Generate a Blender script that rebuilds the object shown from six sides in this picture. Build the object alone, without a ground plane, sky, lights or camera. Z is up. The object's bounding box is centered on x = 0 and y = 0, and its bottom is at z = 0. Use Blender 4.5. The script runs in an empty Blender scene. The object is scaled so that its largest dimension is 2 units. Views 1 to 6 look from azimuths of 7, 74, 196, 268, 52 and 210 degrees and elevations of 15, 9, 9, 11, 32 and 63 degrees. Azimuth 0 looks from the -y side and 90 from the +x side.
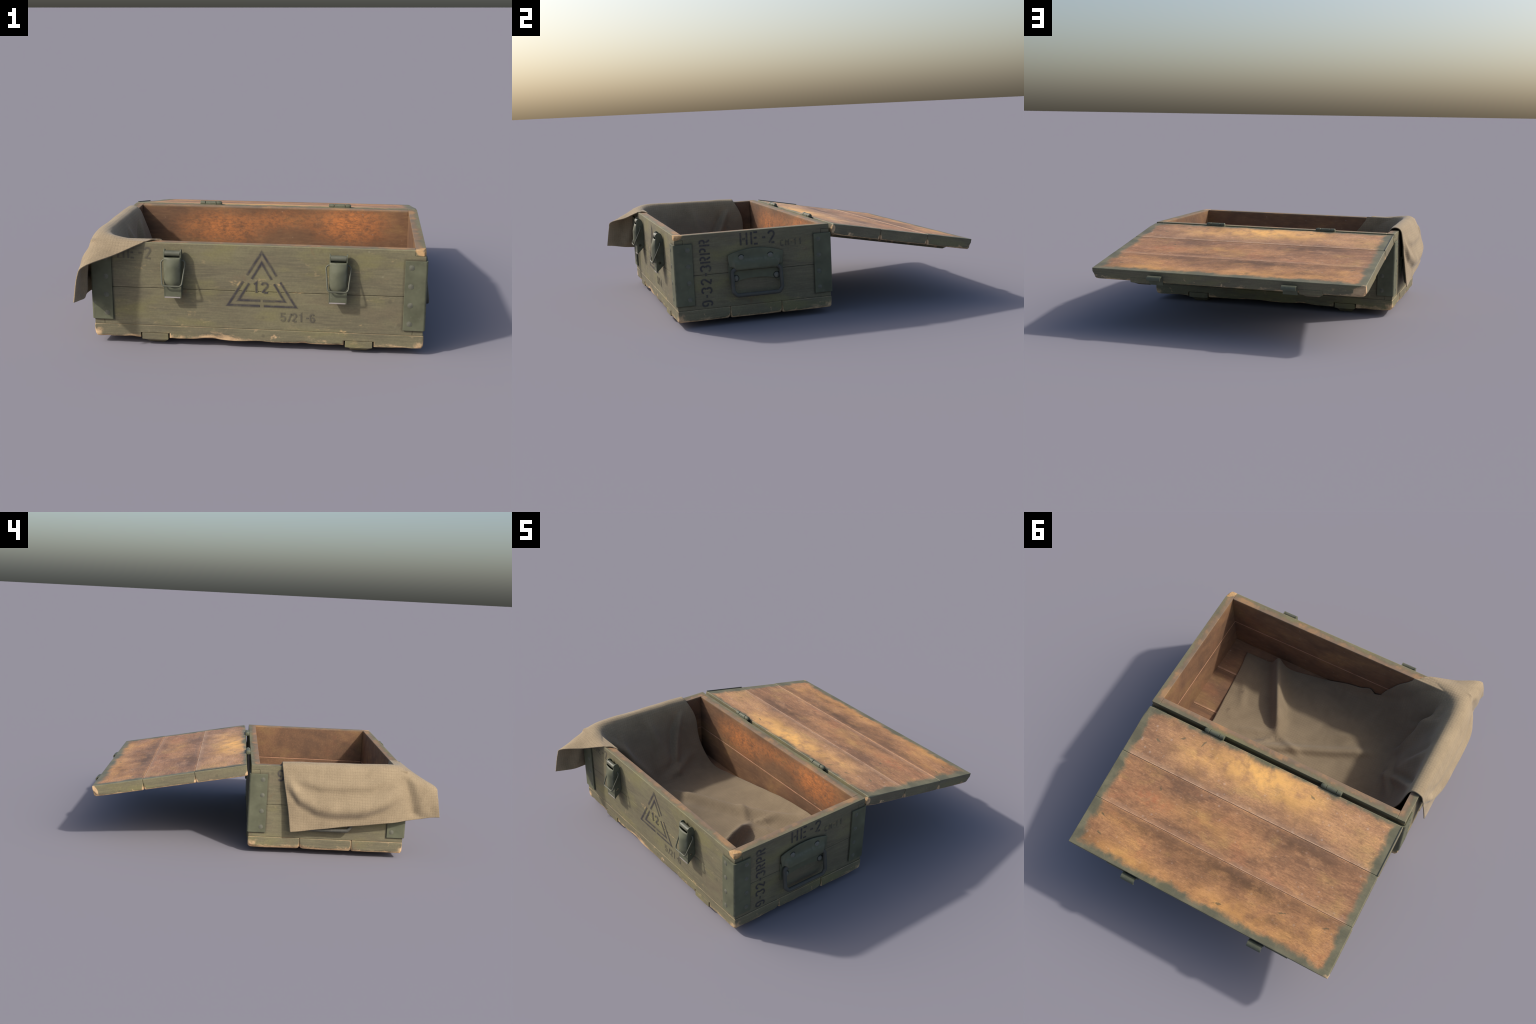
"""An open wooden ammunition crate, painted olive outside and stained brown inside,
with its lid hinged back and a canvas cloth draped over one end.
Frame: metres, z up.  Box front looks to -y, the hinged lid lies to +y."""
import bpy, bmesh, math, random
import numpy as np
from mathutils import Vector, Matrix, noise

random.seed(7)

# ------------------------------------------------------------------ sizes
X0, X1 = -0.775, 0.793          # box, outer faces
Y0, Y1 = -0.805, 0.073
ZT, ZG, ZF = 0.510, 0.2865, 0.0985   # rim, joint between wall boards, floor top
T = 0.048                       # board thickness
ZB = 0.033                      # underside of floor planks
TILT = math.radians(10.57)      # lid slope
LID_L, LID_T = 0.875, 0.0628
LX0, LX1 = -0.777, 0.796
CLEATS = ((0.434, 0.562), (-0.543, -0.415))


# ------------------------------------------------------------------ node helpers
class Nodes:
    def __init__(self, name):
        self.mat = bpy.data.materials.new(name)
        self.mat.use_nodes = True
        self.t = self.mat.node_tree
        self.t.nodes.clear()
        self.out = self.t.nodes.new("ShaderNodeOutputMaterial")
        self.bsdf = self.t.nodes.new("ShaderNodeBsdfPrincipled")
        self.t.links.new(self.bsdf.outputs[0], self.out.inputs[0])
        self.tc = self.t.nodes.new("ShaderNodeTexCoord")
        self.obj = self.tc.outputs["Object"]
        self.nrm = self.tc.outputs["Normal"]

    def put(self, sock, v):
        if isinstance(v, bpy.types.NodeSocket):
            self.t.links.new(v, sock)
        elif v is not None:
            if hasattr(sock.default_value, "__len__"):
                v = tuple(v) if hasattr(v, "__len__") else (v,) * len(sock.default_value)
                if len(sock.default_value) == 4 and len(v) == 3:
                    v = (*v, 1.0)
            sock.default_value = v

    def m(self, op, a, b=None, c=None, clamp=False):
        n = self.t.nodes.new("ShaderNodeMath")
        n.operation, n.use_clamp = op, clamp
        for s, v in zip(n.inputs, (a, b, c)):
            self.put(s, v)
        return n.outputs[0]

    def v(self, op, a, b=None, out=0):
        n = self.t.nodes.new("ShaderNodeVectorMath")
        n.operation = op
        self.put(n.inputs[0], a)
        if b is not None:
            self.put(n.inputs[1], b)
        return n.outputs[out]

    def xyz(self, vec):
        n = self.t.nodes.new("ShaderNodeSeparateXYZ")
        self.put(n.inputs[0], vec)
        return n.outputs

    def step(self, x, a, b, lo=0.0, hi=1.0):
        n = self.t.nodes.new("ShaderNodeMapRange")
        n.interpolation_type = "SMOOTHSTEP"
        self.put(n.inputs["Value"], x)
        for k, val in (("From Min", a), ("From Max", b), ("To Min", lo), ("To Max", hi)):
            self.put(n.inputs[k], val)
        return n.outputs[0]

    def noise(self, vec, scale, detail=3.0, rough=0.55, dist=0.0, stretch=None, shift=None):
        if stretch:
            vec = self.v("MULTIPLY", vec, stretch)
        if shift:
            vec = self.v("ADD", vec, shift)
        n = self.t.nodes.new("ShaderNodeTexNoise")
        self.put(n.inputs["Vector"], vec)
        for k, val in (("Scale", scale), ("Detail", detail), ("Roughness", rough), ("Distortion", dist)):
            self.put(n.inputs[k], val)
        return n.outputs["Fac"]

    def specks(self, vec, scale, size, keep, shift=(0, 0, 0)):
        """Sparse small dots: 1 inside a dot."""
        vec = self.v("ADD", vec, shift)
        n = self.t.nodes.new("ShaderNodeTexVoronoi")
        self.put(n.inputs["Vector"], vec)
        self.put(n.inputs["Scale"], scale)
        dot = self.step(n.outputs["Distance"], size, size * 0.35)
        pick = self.step(self.xyz(n.outputs["Color"])[0], 1 - keep, 1 - keep + 0.08)
        return self.m("MULTIPLY", dot, pick)

    def ramp(self, fac, stops):
        n = self.t.nodes.new("ShaderNodeValToRGB")
        e = n.color_ramp.elements
        while len(e) < len(stops):
            e.new(0.5)
        for el, (p, c) in zip(e, stops):
            el.position, el.color = p, (*c, 1)
        self.put(n.inputs[0], fac)
        return n.outputs[0]

    def mix(self, fac, a, b, blend="MIX"):
        n = self.t.nodes.new("ShaderNodeMix")
        n.data_type, n.blend_type = "RGBA", blend
        self.put(n.inputs[0], fac)
        self.put(n.inputs[6], a)
        self.put(n.inputs[7], b)
        return n.outputs[2]

    def blob(self, vec, centre, radii):
        """1 at the centre, falling smoothly to 0 at the ellipsoid's skin."""
        d = self.v("DIVIDE", self.v("SUBTRACT", vec, centre), radii)
        return self.step(self.v("LENGTH", d, out=1), 1.0, 0.0)

    def bump(self, height, strength, distance=0.002):
        n = self.t.nodes.new("ShaderNodeBump")
        self.put(n.inputs["Strength"], strength)
        self.put(n.inputs["Distance"], distance)
        self.put(n.inputs["Height"], height)
        self.t.links.new(n.outputs[0], self.bsdf.inputs["Normal"])

    def oblique(self):
        """0 on faces square to the axes, rising where an edge is rounded or chipped."""
        a = self.xyz(self.v("ABSOLUTE", self.nrm))
        return self.m("SUBTRACT", 1.0, self.m("MAXIMUM", self.m("MAXIMUM", a[0], a[1]), a[2]))

    def finish(self, colour, rough=0.7, metal=0.0, spec=0.3):
        self.put(self.bsdf.inputs["Base Color"], colour)
        self.put(self.bsdf.inputs["Roughness"], rough)
        self.put(self.bsdf.inputs["Metallic"], metal)
        self.put(self.bsdf.inputs["Specular IOR Level"], spec)
        return self.mat


BARE = ((0.28, (0.33, 0.21, 0.12)), (0.5, (0.53, 0.36, 0.20)), (0.72, (0.70, 0.49, 0.28)))


def olive(g, p):
    """Old olive paint on wood: faint grain, yellower and browner clouds, little nicks."""
    cloud = g.noise(p, 5.5, 4, 0.6, 0.4, (0.55, 0.55, 1.5))
    col = g.ramp(cloud, ((0.28, (0.118, 0.103, 0.068)), (0.45, (0.142, 0.126, 0.079)),
                         (0.58, (0.162, 0.146, 0.087)), (0.74, (0.194, 0.175, 0.099))))
    streak = g.noise(p, 9, 5, 0.65, 0.2, (1.2, 1.2, 16))
    col = g.mix(g.step(streak, 0.40, 0.68, 0.0, 0.48), col, (0.215, 0.190, 0.112))
    col = g.mix(g.step(streak, 0.46, 0.30, 0.0, 0.26), col, (0.100, 0.090, 0.062))
    brownish = g.noise(p, 4.2, 3, 0.55, 0.2, (0.8, 0.8, 1.6), (7, 3, 1))
    col = g.mix(g.step(brownish, 0.54, 0.70, 0.0, 0.5), col, (0.168, 0.136, 0.086))
    yellow = g.noise(p, 3.2, 3, 0.6, 0.0, (0.8, 0.8, 2.2), (3, 1, 7))
    col = g.mix(g.step(yellow, 0.50, 0.68, 0.0, 0.65), col, (0.205, 0.186, 0.080))
    nick = g.noise(p, 26, 4, 0.7, 0.3, (0.7, 0.7, 2.0), (9, 4, 2))
    nick = g.m("MULTIPLY", g.step(nick, 0.60, 0.70), g.step(yellow, 0.40, 0.58))
    col = g.mix(g.m("MULTIPLY", nick, 0.42), col, (0.36, 0.27, 0.14))
    grit = g.noise(p, 120, 3, 0.7)
    col = g.mix(g.step(grit, 0.35, 0.65, 0.22, 0.0), col, (0.085, 0.076, 0.052))
    dark = g.specks(p, 22, 0.30, 0.10, (5, 5, 5))
    col = g.mix(g.m("MULTIPLY", dark, 0.35), col, (0.07, 0.062, 0.045))
    pale = g.specks(p, 30, 0.22, 0.10, (1, 8, 3))
    col = g.mix(g.m("MULTIPLY", pale, 0.30), col, (0.30, 0.28, 0.19))
    return col


def brown(g, p, shade=1.0, stretch=(0.6, 1.0, 1.0), shift=(0, 0, 0)):
    """Stained bare wood: smoky brown with orange and ochre clouds, fine fibres and scratches."""
    a = g.noise(p, 4.6, 5, 0.62, 0.5, stretch, shift)
    b = g.noise(p, 2.6, 3, 0.55, 0.2, stretch, (shift[0] + 4, shift[1] + 9, shift[2] + 2))
    c = g.noise(p, 19, 5, 0.72, 0.1, (0.40, 1.0, 1.0), (shift[0] + 1, shift[1] + 5, shift[2]))
    f = g.m("ADD", g.m("ADD", g.m("MULTIPLY", a, 0.54), g.m("MULTIPLY", b, 0.22)), g.m("MULTIPLY", c, 0.24))
    s = shade
    col = g.ramp(f, ((0.36, (0.135 * s, 0.078 * s, 0.050 * s)), (0.45, (0.245 * s, 0.130 * s, 0.070 * s)),
                     (0.53, (0.35 * s, 0.185 * s, 0.092 * s)), (0.63, (0.52 * s, 0.285 * s, 0.115 * s))))
    och = g.noise(p, 5.5, 4, 0.6, 0.2, stretch, (shift[0] + 11, shift[1] + 2, shift[2] + 6))
    col = g.mix(g.step(och, 0.54, 0.70, 0.0, 0.55), col, (0.40 * s, 0.255 * s, 0.095 * s))
    red = g.noise(p, 6.5, 3, 0.55, 0.4, stretch, (shift[0] + 1, shift[1] + 21, shift[2] + 3))
    col = g.mix(g.step(red, 0.58, 0.72, 0.0, 0.4), col, (0.40 * s, 0.155 * s, 0.080 * s))
    fib = g.noise(p, 95, 4, 0.75, 0.0, (0.16, 1.0, 1.0), shift)
    hatch = g.noise(p, 150, 3, 0.7, 0.2, (1.0, 0.7, 1.0), shift)
    col = g.mix(g.step(fib, 0.34, 0.58, 0.48, 0.0), col, g.mix(0.5, col, (0.10 * s, 0.055 * s, 0.03 * s)))
    col = g.mix(g.step(hatch, 0.36, 0.60, 0.32, 0.0), col, g.mix(0.5, col, (0.12 * s, 0.075 * s, 0.045 * s)))
    col = g.mix(g.step(fib, 0.52, 0.78, 0.0, 0.34), col, (0.60 * s, 0.37 * s, 0.19 * s))
    dust = g.m("MAXIMUM", g.specks(p, 34, 0.22, 0.12, (2, 2, 2)), g.specks(p, 60, 0.26, 0.08, (7, 1, 3)))
    col = g.mix(g.m("MULTIPLY", dust, 0.30), col, (0.50, 0.40, 0.32))
    return col, fib


def near_edge(g, x, y, lo_x, hi_x, lo_y, hi_y):
    ax = g.m("MINIMUM", g.m("SUBTRACT", x, lo_x), g.m("SUBTRACT", hi_x, x))
    ay = g.m("MINIMUM", g.m("SUBTRACT", y, lo_y), g.m("SUBTRACT", hi_y, y))
    return ax, ay


def wall_material(name, chips):
    """Olive outside, brown inside; the change runs raggedly along the rim."""
    g = Nodes(name)
    p = g.obj
    x, y, z = g.xyz(p)
    ax, ay = near_edge(g, x, y, X0, X1, Y0, Y1)
    d = g.m("MINIMUM", ax, ay)
    rag = g.noise(p, 11, 4, 0.65, 0.3)
    inner = g.step(g.m("ADD", d, g.m("MULTIPLY", g.m("SUBTRACT", rag, 0.5), 0.075)), 0.008, 0.034)
    paint = olive(g, p)
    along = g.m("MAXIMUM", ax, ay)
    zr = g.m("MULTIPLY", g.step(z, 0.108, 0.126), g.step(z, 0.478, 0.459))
    painted_occlusion = g.m("MULTIPLY", g.step(g.m("ABSOLUTE", g.m("SUBTRACT", along, 0.094)), 0.013, 0.001), zr)  # ambient shadow beside the metal fittings, darkened into the olive
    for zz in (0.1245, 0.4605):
        painted_occlusion = g.m("MAXIMUM", painted_occlusion, g.m("MULTIPLY", g.step(g.m("ABSOLUTE", g.m("SUBTRACT", z, zz)), 0.012, 0.001), g.step(along, 0.104, 0.090)))
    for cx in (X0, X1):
        painted_occlusion = g.m("MAXIMUM", painted_occlusion, g.m("MULTIPLY", g.blob(p, (cx, -0.361, 0.31), (0.05, 0.205, 0.145)), 0.85))
    painted_occlusion = g.m("MULTIPLY", painted_occlusion, g.step(rag, 0.25, 0.65, 0.35, 0.75))
    paint = g.mix(painted_occlusion, paint, (0.062, 0.058, 0.040))
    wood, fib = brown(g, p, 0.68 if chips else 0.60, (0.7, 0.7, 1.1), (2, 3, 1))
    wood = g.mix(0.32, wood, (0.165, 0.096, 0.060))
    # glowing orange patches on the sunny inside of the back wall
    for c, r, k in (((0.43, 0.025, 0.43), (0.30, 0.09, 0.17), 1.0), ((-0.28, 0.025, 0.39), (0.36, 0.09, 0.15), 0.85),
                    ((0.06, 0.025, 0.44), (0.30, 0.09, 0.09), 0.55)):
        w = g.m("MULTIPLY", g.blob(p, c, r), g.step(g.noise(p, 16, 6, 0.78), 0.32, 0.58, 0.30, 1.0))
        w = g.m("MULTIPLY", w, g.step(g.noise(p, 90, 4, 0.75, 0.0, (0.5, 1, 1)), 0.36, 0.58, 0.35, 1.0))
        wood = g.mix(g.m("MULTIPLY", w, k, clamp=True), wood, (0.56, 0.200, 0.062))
    rim = g.m("MULTIPLY", g.step(z, ZT - 0.012, ZT - 0.002), inner)
    wood = g.mix(g.m("MULTIPLY", rim, 0.72), wood, g.ramp(rag, ((0.35, (0.175, 0.140, 0.100)), (0.5, (0.225, 0.160, 0.105)), (0.65, (0.36, 0.215, 0.105)))))
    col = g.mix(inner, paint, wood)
    ob = g.oblique()
    n = g.noise(p, 17, 4, 0.65)
    bare = g.ramp(g.noise(p, 30, 4, 0.7, 0.3, (0.5, 1, 1)), BARE)
    if chips:      # floor planks: chipped arrises show bare wood
        worn = g.m("MULTIPLY", g.step(g.m("ADD", ob, g.m("MULTIPLY", g.m("SUBTRACT", n, 0.5), 0.60)), 0.085, 0.14),
                   g.step(z, 0.080, 0.065, 0.35, 1.0))
        splash = g.m("ADD", g.noise(p, 9, 6, 0.75, 0.3, (0.5, 0.5, 1.4), (4, 2, 8)), g.m("MULTIPLY", g.blob(p, (-0.17, Y0, 0.035), (0.30, 0.05, 0.055)), 0.16))
        splash = g.step(g.m("ADD", splash, g.step(z, 0.086, 0.034, -0.15, 0.02)), 0.50, 0.68)
        corner = g.m("ADD", g.m("MULTIPLY", ax, ax), g.m("MULTIPLY", ay, ay))
        corner = g.step(g.m("ADD", g.m("SQRT", corner), g.m("MULTIPLY", g.m("SUBTRACT", n, 0.5), 0.09)), 0.045, 0.012)
        low = g.step(g.m("ADD", z, g.m("MULTIPLY", g.m("SUBTRACT", n, 0.5), 0.09)), 0.082, 0.052)
        worn = g.m("MAXIMUM", worn, g.m("MAXIMUM", splash, g.m("MULTIPLY", corner, low)))
        col = g.mix(g.m("MULTIPLY", worn, g.m("SUBTRACT", 1.0, inner)), col, bare)
        for ys in (-0.514, -0.219):
            f = g.m("MULTIPLY", g.m("MULTIPLY", g.step(g.m("ABSOLUTE", g.m("SUBTRACT", y, ys - 0.006)), 0.009, 0.003), inner), g.step(n, 0.30, 0.55, 0.3, 0.8))
            col = g.mix(f, col, (0.40, 0.24, 0.145))
            f = g.m("MULTIPLY", g.step(g.m("ABSOLUTE", g.m("SUBTRACT", y, ys + 0.018)), 0.020, 0.004), inner)
            col = g.mix(g.m("MULTIPLY", f, 0.45), col, (0.075, 0.045, 0.03))
    else:
        edge = g.step(ob, 0.03, 0.14)
        crest = g.m("MULTIPLY", g.m("MULTIPLY", g.step(ob, 0.02, 0.10), g.step(z, ZT - 0.010, ZT - 0.004)), g.m("SUBTRACT", 1.0, inner))
        col = g.mix(g.m("MULTIPLY", g.m("MULTIPLY", edge, g.step(n, 0.32, 0.55, 0.35, 0.8)), g.m("SUBTRACT", 1.0, inner)), col, (0.33, 0.31, 0.175))
        col = g.mix(g.m("MULTIPLY", edge, g.m("MULTIPLY", inner, 0.8)), col, (0.40, 0.185, 0.105))
        col = g.mix(g.m("MULTIPLY", crest, 0.85), col, (0.42, 0.40, 0.22))
        # rubbed-through front corner and scraped places low on the front
        c = g.blob(p, (X1 - 0.004, Y0 + 0.006, ZT), (0.085, 0.085, 0.055))
        col = g.mix(g.step(g.m("ADD", c, g.m("MULTIPLY", g.m("SUBTRACT", n, 0.5), 0.7)), 0.42, 0.60), col, g.mix(g.step(n, 0.40, 0.62, 0.15, 0.85), (0.36, 0.20, 0.075), g.mix(0.4, bare, (0.62, 0.37, 0.15))))
        for cc, rr, kk in (((0.415, Y0, 0.106), (0.055, 0.02, 0.014), 1.0), ((0.505, Y0, 0.135), (0.028, 0.02, 0.018), 0.6), ((0.345, Y0, 0.122), (0.04, 0.02, 0.012), 0.5),
                           ((0.21, Y0, 0.288), (0.13, 0.02, 0.010), 0.5), ((-0.07, Y0, 0.322), (0.10, 0.02, 0.04), 0.6), ((-0.55, Y0, 0.385), (0.07, 0.02, 0.016), 0.35),
                           ((0.12, Y0, 0.325), (0.02, 0.02, 0.015), 0.6), ((0.03, Y0, 0.345), (0.06, 0.02, 0.03), 0.3), ((-0.30, Y0, 0.165), (0.06, 0.02, 0.03), 0.3)):
            w = g.m("ADD", g.m("MULTIPLY", g.blob(p, cc, rr), 0.8), g.m("MULTIPLY", g.m("SUBTRACT", g.noise(p, 75, 4, 0.7, 0.2, (0.6, 1, 1.3)), 0.5), 2.2))
            col = g.mix(g.m("MULTIPLY", g.step(w, 0.62, 0.90, 0.0, kk), g.step(g.blob(p, cc, rr), 0.0, 0.2)), col, (0.44, 0.31, 0.155))
        # rubbed joint between the boards, inside
        seam = g.step(g.m("ABSOLUTE", g.m("SUBTRACT", z, ZG - 0.0025)), 0.0052, 0.0015)
        seam = g.m("MULTIPLY", g.m("MULTIPLY", seam, inner), g.step(n, 0.30, 0.60, 0.45, 0.95))
        col = g.mix(seam, col, (0.40, 0.215, 0.130))
    h = g.m("ADD", g.noise(p, 14, 5, 0.7, 0.2, (1, 1, 14)), fib)
    g.bump(h, 0.22, 0.002)
    return g.finish(col, g.step(rag, 0.3, 0.7, 0.62, 0.8), spec=0.28)


def lid_material():
    g = Nodes("lid_wood")
    p = g.obj
    x, y, z = g.xyz(p)
    ax, ay = near_edge(g, x, y, LX0, LX1, -0.022, LID_L)
    ax = g.m("SUBTRACT", ax, 0.012)
    b = g.m("MINIMUM", ax, ay)
    rag = g.noise(p, 9, 5, 0.62, 0.35)
    rag2 = g.noise(p, 30, 3, 0.6)
    w = g.m("ADD", b, g.m("MULTIPLY", g.m("SUBTRACT", rag, 0.5), 0.105))
    w = g.m("ADD", w, g.m("MULTIPLY", g.m("SUBTRACT", rag2, 0.5), 0.022))
    inner = g.m("MULTIPLY", g.step(w, 0.020, 0.060), g.step(z, -0.007, -0.003))
    paint = olive(g, p)
    # the paint left on the inside face is duller and greyer
    face = g.step(z, -0.007, -0.003)
    paint = g.mix(g.m("MULTIPLY", face, 0.55), paint, g.ramp(rag, ((0.4, (0.100, 0.102, 0.066)), (0.6, (0.190, 0.180, 0.110)))))
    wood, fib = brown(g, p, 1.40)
    lightness = g.noise(p, 7, 5, 0.7, 0.2, (0.7, 1.2, 1), (8, 8, 8))
    wood = g.mix(g.step(lightness, 0.52, 0.70, 0.0, 0.55), wood, (0.66, 0.37, 0.185))
    wood = g.mix(g.step(lightness, 0.46, 0.30, 0.0, 0.60), wood, (0.165, 0.098, 0.058))
    grain = g.noise(p, 150, 4, 0.8, 0.0, (0.32, 1, 1))
    wood = g.mix(g.step(grain, 0.36, 0.56, 0.40, 0.0), wood, (0.150, 0.085, 0.048))
    wood = g.mix(g.step(grain, 0.54, 0.74, 0.0, 0.30), wood, (0.80, 0.46, 0.20))
    dust = g.m("MAXIMUM", g.specks(p, 26, 0.24, 0.25, (4, 9, 2)), g.specks(p, 44, 0.26, 0.18, (1, 3, 8)))
    wood = g.mix(g.m("MULTIPLY", dust, 0.30), wood, (0.60, 0.48, 0.38))
    for c, r, k in (((0.02, 0.085, 0.0), (0.38, 0.16, 0.1), 1.0), ((0.36, 0.14, 0.0), (0.30, 0.17, 0.1), 0.35), ((-0.25, 0.12, 0.0), (0.25, 0.16, 0.1), 0.4),
                    ((0.15, 0.45, 0.0), (0.5, 0.12, 0.1), 0.22), ((0.45, 0.82, 0.0), (0.45, 0.09, 0.1), 0.4), ((-0.2, 0.80, 0.0), (0.5, 0.10, 0.1), 0.4)):
        f = g.m("MULTIPLY", g.blob(p, c, r), g.step(g.noise(p, 12, 4, 0.6), 0.28, 0.62, 0.15, 1.0))
        wood = g.mix(g.m("MULTIPLY", f, k, clamp=True), wood, (0.90, 0.49, 0.145))
    for c, r, k in (((-0.15, 0.635, 0.0), (0.80, 0.085, 0.1), 0.95), ((-0.34, 0.345, 0.0), (0.55, 0.09, 0.1), 0.8), ((0.45, 0.64, 0.0), (0.4, 0.06, 0.1), 0.6), ((-0.5, 0.74, 0.0), (0.25, 0.07, 0.1), 0.5), ((0.05, 0.70, 0.0), (0.35, 0.09, 0.1), 0.35),
                    ((0.5, 0.32, 0.0), (0.3, 0.05, 0.1), 0.4), ((0.1, 0.265, 0.0), (0.8, 0.035, 0.1), 0.35), ((0.6, 0.03, 0.0), (0.25, 0.05, 0.1), 0.5)):
        f = g.m("MULTIPLY", g.blob(p, c, r), g.step(g.noise(p, 15, 6, 0.75, 0.2, (0.6, 1, 1)), 0.34, 0.60, 0.25, 1.0))
        wood = g.mix(g.m("MULTIPLY", f, k, clamp=True), wood, (0.135, 0.078, 0.044))
    f = g.m("MULTIPLY", g.blob(p, (0.50, 0.47, 0.0), (0.20, 0.07, 0.1)), g.step(rag2, 0.35, 0.6))
    wood = g.mix(g.m("MULTIPLY", f, 0.5), wood, (0.46, 0.15, 0.07))
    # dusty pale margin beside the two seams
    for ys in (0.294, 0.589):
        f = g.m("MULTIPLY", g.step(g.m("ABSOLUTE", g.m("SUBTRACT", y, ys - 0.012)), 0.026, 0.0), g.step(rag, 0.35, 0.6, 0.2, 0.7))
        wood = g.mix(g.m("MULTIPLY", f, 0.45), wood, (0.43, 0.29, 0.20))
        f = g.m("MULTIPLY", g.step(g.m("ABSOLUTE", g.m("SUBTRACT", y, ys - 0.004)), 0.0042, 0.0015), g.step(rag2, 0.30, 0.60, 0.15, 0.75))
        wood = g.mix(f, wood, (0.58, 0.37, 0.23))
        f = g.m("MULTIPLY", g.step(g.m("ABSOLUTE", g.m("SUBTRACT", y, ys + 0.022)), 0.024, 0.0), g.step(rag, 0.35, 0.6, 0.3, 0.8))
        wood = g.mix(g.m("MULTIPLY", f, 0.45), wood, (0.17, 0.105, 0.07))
    # a few dark green scars left in the bare wood
    for fx, fy, ang, ln in ((0.64, 0.16, 0.4, 0.022), (0.52, 0.09, -0.6, 0.024), (0.40, 0.065, -1.3, 0.020), (0.70, 0.66, 0.5, 0.018), (0.665, 0.76, 0.3, 0.016),
                            (-0.10, 0.80, -0.2, 0.026), (-0.42, 0.69, -0.4, 0.026), (-0.66, 0.655, -0.4, 0.020), (-0.28, 0.07, 0.3, 0.020), (0.49, 0.39, 0.9, 0.016)):
        q = g.v("SUBTRACT", p, (fx, fy, 0))
        r = g.t.nodes.new("ShaderNodeVectorRotate")
        r.rotation_type = "Z_AXIS"
        g.put(r.inputs["Vector"], q)
        g.put(r.inputs["Angle"], ang)
        q = g.v("DIVIDE", r.outputs[0], (ln, 0.0065, 0.1))
        f = g.m("ADD", g.v("LENGTH", q, out=1), g.m("MULTIPLY", g.m("SUBTRACT", g.noise(p, 55, 3, 0.7), 0.5), 3.2))
        wood = g.mix(g.step(f, 1.0, 0.5, 0.0, 0.68), wood, (0.095, 0.098, 0.060))
    tone = g.m("ADD", g.step(y, 0.2940, 0.2945, 0.0, 0.5), g.step(y, 0.5890, 0.5895, 0.0, 0.5))
    wood = g.mix(1.0, wood, g.ramp(tone, ((0.0, (1.0, 1.0, 1.0)), (0.5, (0.93, 0.88, 0.84)), (1.0, (0.90, 0.84, 0.76)))), "MULTIPLY")
    col = g.mix(inner, paint, wood)
    ob = g.oblique()
    n = g.noise(p, 17, 4, 0.65)
    bare = g.ramp(g.noise(p, 30, 4, 0.7, 0.3, (0.5, 1, 1)), BARE)
    under = g.step(z, -0.018, -0.05)
    worn = g.step(g.m("ADD", ob, g.m("MULTIPLY", g.m("SUBTRACT", n, 0.5), 0.60)), 0.075, 0.13)
    corner = g.blob(p, (LX0, LID_L, -0.05), (0.115, 0.05, 0.075))
    worn = g.m("MAXIMUM", g.m("MULTIPLY", worn, under), g.step(g.m("ADD", corner, g.m("MULTIPLY", g.m("SUBTRACT", n, 0.5), 0.9)), 0.20, 0.34))
    torn = g.m("ADD", g.noise(p, 8, 6, 0.75, 0.3, (0.5, 1, 1.4), (3, 6, 8)), g.step(z, -0.022, -0.058, -0.15, 0.04))
    worn = g.m("MAXIMUM", worn, g.m("MULTIPLY", g.step(torn, 0.52, 0.64), g.step(y, LID_L - 0.02, LID_L - 0.004)))
    col = g.mix(worn, col, bare)
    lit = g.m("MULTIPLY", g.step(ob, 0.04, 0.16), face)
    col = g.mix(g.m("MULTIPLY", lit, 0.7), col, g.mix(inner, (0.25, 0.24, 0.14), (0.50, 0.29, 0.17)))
    for c, r in (((LX1, 0.0, -0.03), (0.07, 0.030, 0.045)), ((LX1, 0.2945, -0.06), (0.03, 0.022, 0.045)), ((LX1, 0.5895, -0.06), (0.03, 0.024, 0.055)), ((LX0, 0.2945, -0.06), (0.03, 0.022, 0.035)), ((LX0, 0.5895, -0.06), (0.03, 0.024, 0.035)), ((LX0, 0.0, -0.055), (0.03, 0.03, 0.03))):
        f = g.m("ADD", g.blob(p, c, r), g.m("MULTIPLY", g.m("SUBTRACT", n, 0.5), 0.7))
        col = g.mix(g.m("MULTIPLY", g.step(f, 0.34, 0.52), g.step(z, -0.004, -0.010)), col, bare)
    h = g.m("ADD", g.noise(p, 14, 5, 0.7, 0.2, (1, 10, 10)), g.m("MULTIPLY", fib, 1.5))
    g.bump(h, 0.30, 0.002)
    return g.finish(col, g.step(lightness, 0.3, 0.7, 0.60, 0.47), spec=0.30)


def paint_material():
    g = Nodes("olive_paint")
    n = g.noise(g.obj, 24, 4, 0.7)
    col = g.mix(g.m("MULTIPLY", g.step(g.oblique(), 0.10, 0.25), g.step(n, 0.52, 0.60)), olive(g, g.obj), (0.36, 0.25, 0.13))
    return g.finish(col, 0.7, spec=0.25)


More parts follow.
